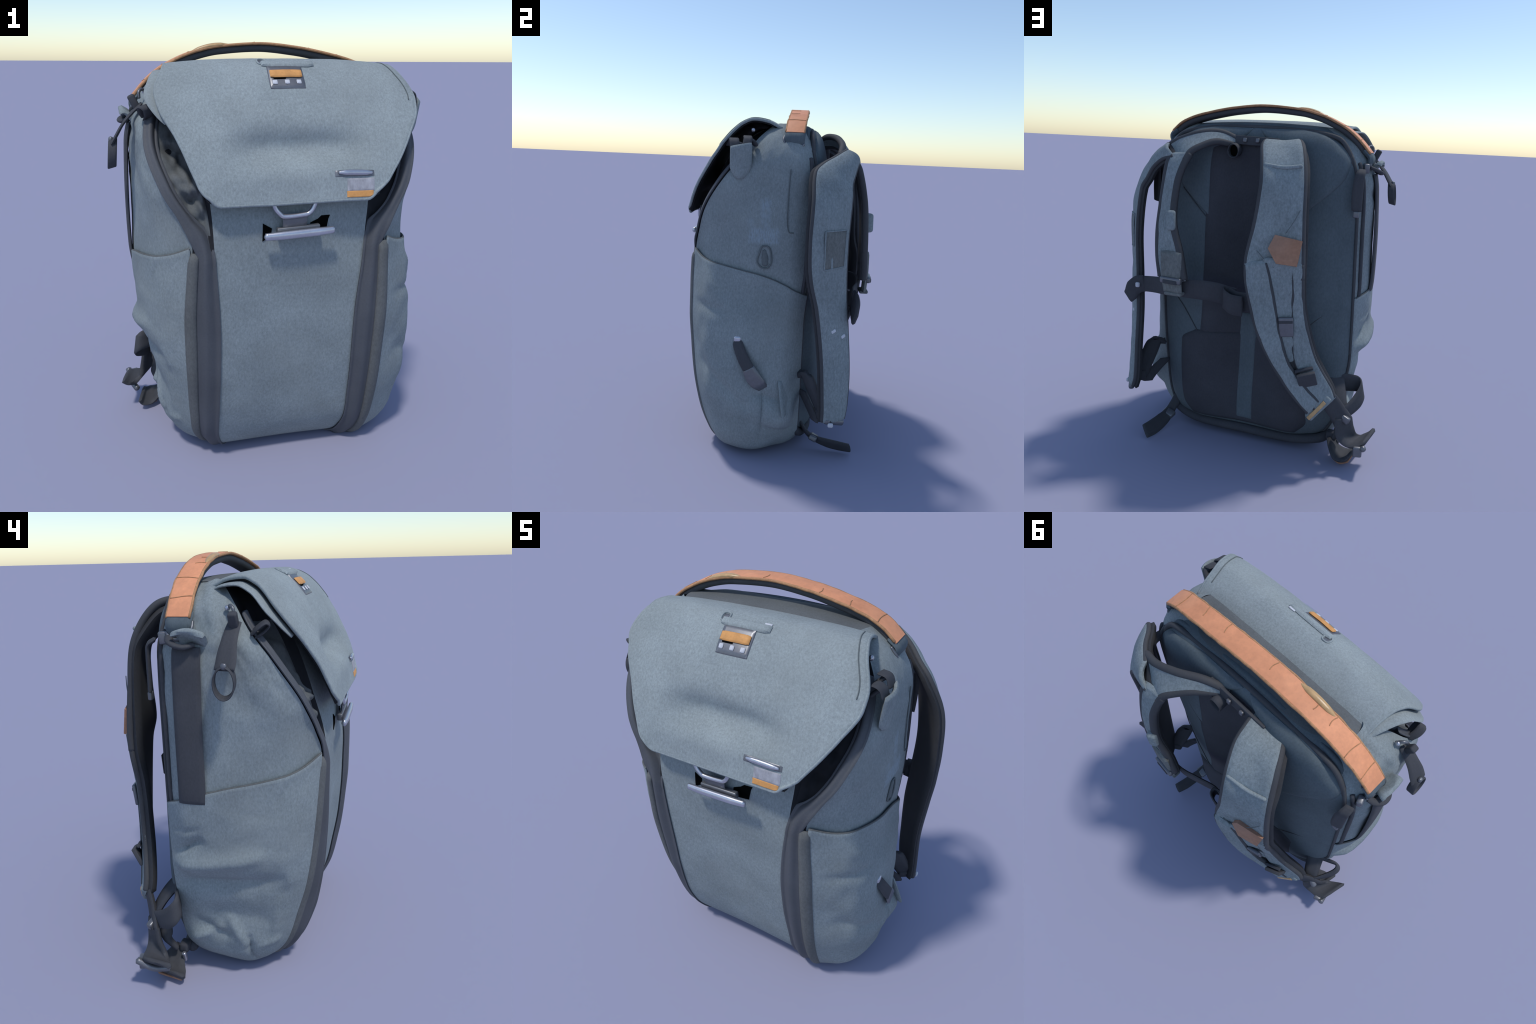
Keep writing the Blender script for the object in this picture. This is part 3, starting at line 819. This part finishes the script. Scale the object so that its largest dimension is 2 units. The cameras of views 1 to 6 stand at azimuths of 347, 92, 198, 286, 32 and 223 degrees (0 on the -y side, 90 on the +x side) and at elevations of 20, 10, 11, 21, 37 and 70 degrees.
# one strap hangs flat at the back and divides into two rails round an adjuster strip
ea = [(-0.065, 0.18, 1.775), (-0.085, 0.25, 1.788), (-0.10, 0.33, 1.762), (-0.135, 0.418, 1.69), (-0.157, 0.478, 1.585), (-0.14, 0.502, 1.387), (-0.105, 0.514, 1.20), (-0.112, 0.535, 1.10)]
eb = [(-0.215, 0.18, 1.775), (-0.268, 0.245, 1.795), (-0.308, 0.31, 1.773), (-0.342, 0.376, 1.69), (-0.36, 0.418, 1.585), (-0.370, 0.442, 1.40), (-0.383, 0.460, 1.20), (-0.385, 0.462, 1.10)]
strap = ribbon("shoulder_strap", ea, eb, 0.036, STRAP_FABRIC, bulge=-0.006, piping=PIPING, pr=0.018, wob=0.006)
ribbon("strap_rail", [(-0.108, 0.533, 1.16), (-0.115, 0.538, 1.08), (-0.132, 0.54, 1.01), (-0.185, 0.535, 0.82), (-0.265, 0.51, 0.645), (-0.367, 0.465, 0.475), (-0.457, 0.435, 0.365)],
       [(-0.205, 0.52, 1.18), (-0.225, 0.515, 1.10), (-0.245, 0.510, 1.01), (-0.28, 0.50, 0.83), (-0.335, 0.475, 0.64), (-0.42, 0.44, 0.51), (-0.50, 0.41, 0.42)], 0.034, STRAP_FABRIC, strap, piping=PIPING, pr=0.016, wob=0.006, seed=3)
ribbon("strap_rail", [(-0.345, 0.478, 1.18), (-0.350, 0.470, 1.05), (-0.348, 0.455, 0.90), (-0.362, 0.435, 0.68), (-0.405, 0.43, 0.56), (-0.47, 0.42, 0.42), (-0.50, 0.41, 0.36)],
       [(-0.383, 0.468, 1.18), (-0.388, 0.455, 1.05), (-0.393, 0.435, 0.93), (-0.455, 0.40, 0.68), (-0.505, 0.378, 0.575), (-0.555, 0.36, 0.49), (-0.575, 0.36, 0.44)], 0.034, STRAP_FABRIC, strap, piping=PIPING, pr=0.016, wob=0.006, seed=9)
fa = [(-0.065, 0.170, 1.765), (-0.085, 0.235, 1.755), (-0.095, 0.305, 1.735), (-0.125, 0.384, 1.650), (-0.150, 0.447, 1.575), (-0.130, 0.470, 1.387), (-0.100, 0.478, 1.200), (-0.105, 0.503, 1.100), (-0.122, 0.508, 1.010), (-0.175, 0.503, 0.820), (-0.258, 0.478, 0.645), (-0.360, 0.435, 0.475), (-0.450, 0.405, 0.360)]
fb = [(-0.211, 0.170, 1.765), (-0.266, 0.225, 1.762), (-0.308, 0.285, 1.742), (-0.345, 0.347, 1.670), (-0.364, 0.398, 1.585), (-0.374, 0.418, 1.400), (-0.382, 0.426, 1.200), (-0.384, 0.428, 1.100), (-0.391, 0.405, 0.930), (-0.454, 0.370, 0.680), (-0.504, 0.348, 0.575), (-0.551, 0.332, 0.490), (-0.571, 0.332, 0.440)]
ribbon("foam_backing", fa, fb, 0.045, FOAM, strap, n=110)
ribbon("adjuster_tongue", [(-0.20, 0.522, 1.20), (-0.25, 0.505, 1.02), (-0.285, 0.49, 0.84), (-0.33, 0.455, 0.64)], [(-0.36, 0.48, 1.20), (-0.36, 0.465, 1.02), (-0.355, 0.450, 0.84), (-0.375, 0.425, 0.64)], 0.02, STRAP_FABRIC, strap, wob=0.012, seed=5)
slab("adjuster_buckle", (-0.325, 0.493, 0.845), (0.078, 0.02, 0.11), METAL_DARK, strap, axes((-1, -0.25, 0.08), (-0.05, 0.1, 1)), 0.008)
slab("adjuster_buckle", (-0.325, 0.502, 0.875), (0.075, 0.012, 0.018), DARK, strap, axes((-1, -0.25, 0.08), (-0.05, 0.1, 1)), 0.004)
slab("webbing_keeper", (-0.445, 0.452, 0.555), (0.10, 0.022, 0.095), DARK, strap, axes((-1, -0.35, 0.28), (-0.35, 0.35, 1)), 0.005)
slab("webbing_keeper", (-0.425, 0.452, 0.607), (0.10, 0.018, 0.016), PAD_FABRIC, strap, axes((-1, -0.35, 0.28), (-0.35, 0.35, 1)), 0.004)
Pp = [(-0.213, 0.507, 1.252), (-0.246, 0.498, 1.325), (-0.382, 0.465, 1.300), (-0.366, 0.492, 1.172), (-0.264, 0.520, 1.182)]
nn = unit(np.cross(np.array(Pp[2]) - Pp[0], np.array(Pp[4]) - Pp[0])); nn = nn * np.sign(nn[1])
k = len(Pp)
make("leather_patch", [np.array(p) + nn * 0.016 for p in Pp] + [np.array(p) - nn * 0.012 for p in Pp], [tuple(range(k)), tuple(range(2 * k - 1, k - 1, -1))] + [(i, (i + 1) % k, k + (i + 1) % k, k + i) for i in range(k)], LEATHER_DULL, strap, smooth=False)
tube("strap_seam", [(-0.16, 0.528, 1.24), (-0.21, 0.524, 1.19), (-0.25, 0.518, 1.16)], 0.0022, SEAM, strap, n=14, seg=6)
tube("strap_seam", [(-0.30, 0.497, 1.34), (-0.335, 0.482, 1.40), (-0.362, 0.466, 1.46)], 0.0022, SEAM, strap, n=14, seg=6)
tube("strap_fold", [(-0.150, 0.444, 1.675), (-0.25, 0.431, 1.665), (-0.340, 0.408, 1.675)], 0.010, STRAP_FABRIC, strap, n=24, seg=8)
slab("strap_end", (-0.505, 0.40, 0.385), (0.17, 0.040, 0.05), STRAP_FABRIC, strap, axes((-0.60, -0.30, 0.72), (0.6, 0.1, 0.6)), 0.014)
slab("strap_end_trim", (-0.500, 0.424, 0.376), (0.13, 0.012, 0.022), GOLD, strap, axes((-0.60, -0.30, 0.72), (0.6, 0.1, 0.6)), 0.004)

# the other strap twists outwards: a root, a short face panel and a long outer band
root = ribbon("strap_root", [(0.09, 0.20, 1.79), (0.18, 0.25, 1.828), (0.28, 0.30, 1.820), (0.40, 0.325, 1.778), (0.50, 0.31, 1.725)],
              [(0.11, 0.22, 1.765), (0.19, 0.30, 1.778), (0.262, 0.362, 1.745), (0.298, 0.392, 1.715), (0.318, 0.415, 1.67)], 0.030, STRAP_FABRIC, piping=PIPING, pr=0.019)
face = ribbon("strap_face", [(0.405, 0.40, 1.695), (0.413, 0.428, 1.64), (0.42, 0.465, 1.474), (0.438, 0.478, 1.293), (0.435, 0.485, 1.15), (0.417, 0.49, 1.03)],
              [(0.300, 0.396, 1.705), (0.322, 0.422, 1.65), (0.342, 0.458, 1.549), (0.345, 0.49, 1.339), (0.30, 0.495, 1.164), (0.268, 0.507, 1.03)], 0.034, STRAP_FABRIC, root, piping=PIPING, pr=0.020, wob=0.008, seed=2, foam=0.025, foam_side=FS)
slab("face_tab", (0.350, 0.505, 1.35), (0.05, 0.05, 0.11), STRAP_FABRIC, face, axes((1, 0.5, 0), (0.1, 0, 1)), 0.016)
webbing("grip_tail", [(0.345, 0.510, 1.17), (0.343, 0.512, 1.05), (0.335, 0.508, 0.955)], (1, -0.12, 0), [0.115, 0.11, 0.10], 0.028, VELVET, face, n=14)
slab("grip_tail_base", (0.325, 0.505, 0.945), (0.105, 0.05, 0.02), VELVET, face, None, 0.008)
band = ribbon("strap_band", [(0.46, 0.345, 1.75), (0.55, 0.28, 1.71), (0.62, 0.212, 1.67), (0.68, 0.172, 1.625), (0.758, 0.168, 1.478), (0.780, 0.163, 1.288), (0.776, 0.173, 1.104), (0.756, 0.214, 0.93), (0.732, 0.256, 0.655), (0.736, 0.278, 0.38), (0.735, 0.28, 0.30)],
              [(0.39, 0.42, 1.69), (0.46, 0.405, 1.67), (0.53, 0.385, 1.62), (0.575, 0.37, 1.56), (0.612, 0.370, 1.50), (0.650, 0.358, 1.26), (0.640, 0.368, 0.99), (0.625, 0.390, 0.80), (0.625, 0.412, 0.55), (0.635, 0.412, 0.36), (0.66, 0.40, 0.29)], 0.022, STRAP_FABRIC, root, n=110, bulge=0.018, piping=PIPING, pr=0.012, wob=0.004, seed=4, foam=0.03, foam_side=FS)
def band_pt(y, z, lift):
    f = float(pchip([0.3, 0.65, 0.93, 1.28, 1.5], [0.73, 0.732, 0.756, 0.780, 0.75], z)); b = float(pchip([0.3, 0.55, 0.8, 0.99, 1.26, 1.5], [0.65, 0.612, 0.611, 0.630, 0.640, 0.60], z))
    yf = float(pchip([0.3, 0.65, 0.93, 1.1, 1.5], [0.275, 0.243, 0.200, 0.156, 0.152], z)); yb = float(pchip([0.3, 0.55, 0.8, 1.0, 1.5], [0.405, 0.410, 0.387, 0.361, 0.36], z))
    k = (y - yf) / (yb - yf)
    n = unit(np.array([yb - yf, f - b, 0.0]))
    return np.array([f + (b - f) * k, y, z]) + n * (0.012 + lift + 0.016 * (1 - (2 * k - 1) ** 2))
Pq = np.array([[band_pt(y, z, 0.008) for z in np.linspace(1.145, 1.335, 12)] for y in np.linspace(0.218, 0.330, 8)])
sheet("grip_patch", Pq, 0.003, 0.003, VELVET, band)
cs = [(0.216, 1.338), (0.333, 1.342), (0.331, 1.150), (0.220, 1.138)]
for (y0, z0), (y1, z1) in zip(cs, cs[1:] + cs[:1]):
    tube("patch_stitch", [band_pt(y0 + (y1 - y0) * k, z0 + (z1 - z0) * k, 0.011) for k in np.linspace(0, 1, 6)], 0.004, STRAP_FABRIC, band, n=12, seg=6, hint=(1, 0.1, 0))
for y, z in ((0.288, 0.806), (0.347, 0.766)):
    slab("strap_pin", band_pt(y, z, 0.006), (0.018, 0.03, 0.02), WHITE, band, axes((0.85, 0.5, 0), (0.2, -0.4, 1)), 0.006)
tube("band_seam", [band_pt(y, z, 0.001) for y, z in ((0.26, 0.650), (0.31, 0.665), (0.385, 0.710))], 0.0035, PIPING, band, n=14, seg=6)
slab("band_end", (0.705, 0.345, 0.290), (0.035, 0.13, 0.035), METAL_DARK, band, axes((0.85, 0.5, 0), (0, 0.3, 1)), 0.014)
slab("band_end_stud", (0.742, 0.325, 0.285), (0.02, 0.03, 0.024), WHITE, band, None, 0.008)

# chest strap across
chest = webbing("chest_strap", [(-0.10, 0.43, 0.93), (-0.02, 0.425, 0.925), (0.05, 0.41, 0.945), (0.15, 0.44, 0.965), (0.27, 0.470, 0.970), (0.40, 0.455, 0.962), (0.50, 0.425, 0.955), (0.60, 0.415, 0.948)], (0.0, 0.05, 1), [0.10, 0.10, 0.105, 0.10, 0.09, 0.09, 0.085, 0.08], 0.014, DARK, n=60)
webbing("chest_loop", [(-0.06, 0.46, 0.91), (0.0, 0.465, 0.915), (0.05, 0.45, 0.935), (0.055, 0.42, 0.945), (0.0, 0.40, 0.935)], (0, 0.05, 1), 0.105, 0.012, DARK, chest, n=30)
slab("chest_slider", (0.335, 0.527, 1.022), (0.135, 0.030, 0.036), METAL_DARK, chest, axes((1, -0.1, 0.0), (0, 0, 1)), 0.010)
slab("chest_slider_slot", (0.335, 0.536, 1.015), (0.09, 0.022, 0.022), DARK, chest, axes((1, -0.1, 0.0), (0, 0, 1)), 0.005)
webbing("chest_tail", [(0.57, 0.418, 0.952), (0.61, 0.425, 0.94), (0.648, 0.428, 0.90), (0.672, 0.425, 0.862)], [(0.1, 0.2, 1), (0.3, 0.3, 1), (0.6, 0.2, 1)], [0.085, 0.09, 0.095, 0.06], 0.022, DARK, chest, n=20)
slab("chest_stud", (0.60, 0.440, 0.945), (0.025, 0.02, 0.03), WHITE, chest, None, 0.008)

# ------------------------------------------------------------------ side furniture, handle-ring side
def side_point(s, y, z, lift):
    lo, hi = 3.0, 7.0
    for _ in range(22):
        mid = (lo + hi) / 2
        if body(mid, z)[1] < y: lo = mid
        else: hi = mid
    p = body(s * lo, z)
    return p + np.array([s * lift, 0, 0])

zb = np.linspace(1.64, 0.99, 40)
P = np.array([[side_point(-1, y, z, 0.010 + 0.010 * math.sin(math.pi * (1.64 - z) / 0.68)) for y in np.linspace(-0.025, 0.085, 7)] for z in zb])
sleeve = sheet("side_carry_band", P, 0.006, 0.006, DARK)
tube("corner_cord", [(-0.640, 0.105, 1.68), (-0.668, 0.095, 1.668), (-0.690, 0.066, 1.655), (-0.688, 0.03, 1.648), (-0.66, 0.0, 1.655)], 0.017, DARK, sleeve, n=40, seg=10, flat=0.6)
P = np.array([[np.array([-0.630 - 0.058 * k - 0.02 * math.sin(math.pi * k) * math.sin(math.pi * j), 0.052 - 0.100 * j + 0.02 * k * (1 - j), 1.648 + 0.050 * math.sin(2.0 * k) - 0.004 * j + 0.015 * math.sin(math.pi * j)]) for k in np.linspace(0, 1, 9)] for j in np.linspace(0, 1, 12)])
sheet("cloth_tab", P, 0.010, 0.010, FABRIC)
slab("corner_clip", (-0.622, 0.135, 1.675), (0.03, 0.045, 0.05), METAL_DARK, sleeve, axes((1, 0.4, 0), (0, 0.1, 1)), 0.008)
pull = webbing("zipper_pull", [(-0.610, 0.185, 1.665), (-0.607, 0.215, 1.645), (-0.602, 0.222, 1.60), (-0.600, 0.225, 1.50), (-0.602, 0.226, 1.455)], (1, 0.35, 0.1), [0.03, 0.04, 0.046, 0.046, 0.044], 0.016, DARK, n=30)
slab("pull_end", (-0.600, 0.226, 1.432), (0.032, 0.018, 0.036), METAL_DARK, pull, None, 0.006)
webbing("zipper_pull", [(0.590, 0.17, 1.64), (0.598, 0.215, 1.62), (0.602, 0.222, 1.52), (0.600, 0.226, 1.42)], (1, -0.35, 0.1), [0.03, 0.045, 0.045, 0.04], 0.016, DARK, n=30)
# hanging pull with an open ring
pl = webbing("ring_pull", [(-0.60, -0.155, 1.735), (-0.635, -0.152, 1.705), (-0.680, -0.150, 1.655), (-0.715, -0.150, 1.60), (-0.730, -0.148, 1.575)], [(0.1, 1, 0.1), (0.1, 1, 0)], [0.045, 0.05, 0.058, 0.072, 0.075], 0.013, DARK, n=30)
tha = np.linspace(math.radians(100), math.radians(440), 40)
webbing("pull_ring", [np.array([-0.735 + 0.006 * math.sin(a), -0.147 + 0.042 * math.cos(a), 1.528 + 0.060 * math.sin(a)]) for a in tha], (1, 0.1, 0.25), 0.034, 0.007, DARK, pl, n=60)
slab("ring_rivet", (-0.737, -0.148, 1.588), (0.022, 0.026, 0.026), METAL_DARK, pl, None, 0.010)
slab("pull_keeper", (-0.628, -0.158, 1.742), (0.032, 0.036, 0.07), DARK, pl, axes((1, 0, 0.5), (-0.4, 0, 1)), 0.008)
tube("pull_hook", [(-0.57, -0.12, 1.78), (-0.592, -0.135, 1.795), (-0.605, -0.150, 1.785), (-0.606, -0.155, 1.76)], 0.007, METAL_DARK, pl, n=24, seg=10)
slab("hook_base", (-0.580, -0.12, 1.785), (0.022, 0.022, 0.022), METAL, pl, None, 0.010)
webbing("rim_loop", [(-0.585, -0.215, 1.690), (-0.600, -0.245, 1.715), (-0.598, -0.275, 1.735), (-0.580, -0.285, 1.725), (-0.575, -0.262, 1.700), (-0.58, -0.23, 1.68)], (1, 0.3, 0.3), 0.034, 0.009, DARK, pl, n=36)

# ------------------------------------------------------------------ side furniture, tongue side
P = np.array([[np.array([0.624 + 0.020 * (1 - k) + 0.014 * math.sin(math.pi * j), -0.266 + 0.098 * (0.5 + (j - 0.5) * (1 - max(0, k - 0.62) ** 2 * 4.6)) , 1.738 - 0.152 * k + 0.02 * j * (1 - k)]) for j in np.linspace(0, 1, 14)] for k in np.linspace(0, 1, 18)])
tongue = sheet("side_tongue", P, 0.010, 0.010, FABRIC)
webbing("tongue_webbing", [(0.635, -0.25, 1.735), (0.622, -0.255, 1.772), (0.59, -0.262, 1.785), (0.56, -0.28, 1.75)], (0.2, 1, 0), 0.045, 0.009, DARK, tongue, n=20)
webbing("tongue_webbing", [(0.635, -0.19, 1.75), (0.618, -0.185, 1.788), (0.585, -0.19, 1.80)], (0.2, 1, 0), 0.04, 0.009, DARK, tongue, n=20)
for cx, cy, cz, sx in ((0.610, -0.235, 1.745, 0.05), (0.603, -0.175, 1.765, 0.045)):
    tube("bunched_webbing", [(cx - 0.03, cy - 0.02, cz - 0.012), (cx, cy - 0.012, cz + 0.016), (cx + 0.008, cy + 0.012, cz + 0.014), (cx - 0.02, cy + 0.03, cz - 0.01)], 0.015, DARK, tongue, n=24, seg=10, flat=0.6)
slab("rim_stud", (0.535, -0.165, 1.835), (0.022, 0.022, 0.022), METAL, tongue, None, 0.010)
lp = [(0.664, -0.200, 0.722), (0.690, -0.192, 0.690), (0.708, -0.165, 0.63), (0.720, -0.130, 0.57)]
loop = webbing("side_loop", lp, (0, 0.92, 0.38), [0.042, 0.046, 0.052, 0.054], 0.014, DARK, n=26)
webbing("loop_grip", [lp[-1], (0.722, -0.105, 0.525), (0.715, -0.075, 0.485), (0.692, -0.050, 0.455)], (0, 0.85, 0.52), [0.056, 0.068, 0.066, 0.05], 0.015, METAL_DARK, loop, n=22)
slab("loop_rivet", (0.677, -0.199, 0.722), (0.022, 0.042, 0.034), METAL, loop, None, 0.012)
P = np.array([[np.array([0.65 + (0.040 + 0.06 * k * (1 - 0.15 * k)) * j, 0.070 - 0.035 * j + 0.03 * k, 0.50 - 0.18 * k - 0.008 * j]) for j in np.linspace(0, 1, 8)] for k in np.linspace(0, 1, 14)])
sheet("seam_fin", P, 0.008, 0.008, FABRIC)
# stamped mark: pentagon outline on the side
mk = [side_point(1, y, z, 0.004) for y, z in ((-0.085, 1.232), (-0.050, 1.225), (-0.035, 1.15), (-0.055, 1.115), (-0.085, 1.115), (-0.110, 1.145), (-0.098, 1.20))]
emb = tube("stamped_mark", mk, 0.0042, SEAM, n=60, seg=8, closed=True, hint=(1, 0, 0))
tube("stamped_mark_core", [side_point(1, y, z, 0.002) for y, z in ((-0.075, 1.21), (-0.07, 1.17), (-0.068, 1.13))], [0.008, 0.018, 0.016], SEAM, emb, n=20, seg=10, flat=0.3, hint=(1, 0, 0))
tube("side_seam", [side_point(1, y, z, 0.002) for y, z in ((0.045, 1.64), (0.04, 1.5), (0.04, 1.36), (0.052, 1.31), (0.075, 1.31))], 0.0028, SEAM, n=40, seg=6)

# ------------------------------------------------------------------ lower webbing and buckles
# tongue side
w1 = webbing("lower_webbing", [(0.575, 0.14, 0.49), (0.61, 0.165, 0.525), (0.635, 0.19, 0.515), (0.655, 0.225, 0.44), (0.675, 0.265, 0.36), (0.695, 0.305, 0.29)], [(0.5, 0.7, 0.3), (0.75, 0.6, 0), (0.8, 0.5, -0.1), (0.8, 0.5, 0)], [0.07, 0.07, 0.075, 0.08, 0.085], 0.034, DARK, n=40)
slab("webbing_roll", (0.685, 0.285, 0.315), (0.085, 0.05, 0.06), DARK, w1, axes((0.85, 0.5, 0), (-0.2, -0.35, 1)), 0.014)
webbing("lower_webbing", [(0.565, 0.17, 0.40), (0.60, 0.195, 0.36), (0.635, 0.225, 0.31), (0.655, 0.245, 0.265)], [(0.75, 0.6, 0), (0.8, 0.5, 0)], [0.06, 0.065, 0.065, 0.05], 0.018, DARK, w1, n=26)
webbing("tail_webbing", [(0.47, 0.17, 0.16), (0.49, 0.22, 0.10), (0.495, 0.27, 0.070), (0.505, 0.33, 0.055), (0.518, 0.40, 0.047), (0.535, 0.465, 0.046)], [(0.7, 0, 0.7), (0.6, -0.2, 0.8), (0.5, -0.2, 0.85), (0.5, -0.2, 0.8)], [0.05, 0.05, 0.06, 0.075, 0.078, 0.07], 0.016, DARK, w1, n=36)
slab("tail_buckle", (0.492, 0.255, 0.078), (0.075, 0.05, 0.035), METAL_DARK, w1, axes((1, -0.2, 0.3), (0, 0.4, 1)), 0.010)
# ring side
w2 = webbing("lower_webbing", [(-0.575, 0.19, 0.46), (-0.63, 0.165, 0.455), (-0.680, 0.145, 0.445), (-0.700, 0.160, 0.42), (-0.690, 0.20, 0.38), (-0.66, 0.25, 0.345), (-0.63, 0.29, 0.325)], [(0, 0.1, 1), (0.1, 0.2, 1), (0.3, 0.3, 1), (0.3, 0.5, 0.9)], [0.10, 0.095, 0.085, 0.07], 0.016, DARK, n=50)
webbing("lower_webbing", [(-0.55, 0.20, 0.50), (-0.575, 0.25, 0.44), (-0.60, 0.29, 0.37), (-0.62, 0.31, 0.31)], [(0.8, 0.2, 0.3), (0.7, 0.2, 0.5)], 0.09, 0.022, DARK, w2, n=26)
webbing("lower_webbing", [(-0.545, 0.365, 0.43), (-0.58, 0.335, 0.37), (-0.61, 0.315, 0.32), (-0.635, 0.30, 0.28)], (0.6, 0.5, -0.3), 0.085, 0.026, DARK, w2, n=20)
slab("lower_buckle", (-0.625, 0.305, 0.305), (0.09, 0.032, 0.04), METAL_DARK, w2, axes((1, -0.3, 0.35), (-0.3, 0, 1)), 0.010)
webbing("tail_webbing", [(-0.630, 0.305, 0.30), (-0.640, 0.30, 0.24), (-0.655, 0.285, 0.185), (-0.695, 0.265, 0.158), (-0.740, 0.25, 0.165), (-0.772, 0.235, 0.185)], [(0.7, 0.7, 0.1), (0.6, 0.75, 0.1), (0.4, 0.9, 0.0), (0.2, 0.95, -0.1)], [0.10, 0.11, 0.13, 0.15, 0.165, 0.15], 0.024, DARK, w2, n=36)
tube("tail_roll", [(-0.758, 0.345, 0.165), (-0.74, 0.27, 0.120), (-0.715, 0.20, 0.115)], 0.017, METAL_DARK, w2, n=20, seg=10)
slab("tail_clip", (-0.725, 0.335, 0.135), (0.05, 0.03, 0.06), METAL_DARK, w2, axes((1, 0.3, 0), (0, 0, 1)), 0.008)
webbing("leather_loop", [(-0.545, 0.205, 0.11), (-0.575, 0.23, 0.07), (-0.62, 0.235, 0.038), (-0.67, 0.225, 0.044), (-0.69, 0.205, 0.070)], [(0.3, 0.9, 0.2), (0.2, 1, 0)], [0.06, 0.09, 0.15, 0.17, 0.14], 0.020, DARK, w2, n=30)
webbing("leather_loop_pad", [(-0.60, 0.235, 0.032), (-0.635, 0.235, 0.021), (-0.68, 0.22, 0.028)], (0.15, 1, 0), [0.12, 0.14, 0.13], 0.010, LEATHER_DULL, w2, n=14)
slab("loop_staple", (-0.585, 0.175, 0.085), (0.022, 0.02, 0.06), METAL, w2, axes((1, 0, 0.3), (0, 0, 1)), 0.007)
tube("bunched_webbing", [(-0.60, 0.30, 0.34), (-0.585, 0.27, 0.26), (-0.60, 0.25, 0.19), (-0.58, 0.22, 0.13)], [0.03, 0.034, 0.03, 0.026], DARK, w2, n=24, seg=10, flat=0.6)
slab("corner_anchor", (-0.545, 0.185, 0.12), (0.06, 0.05, 0.05), PAD_FABRIC, w2, None, 0.012)
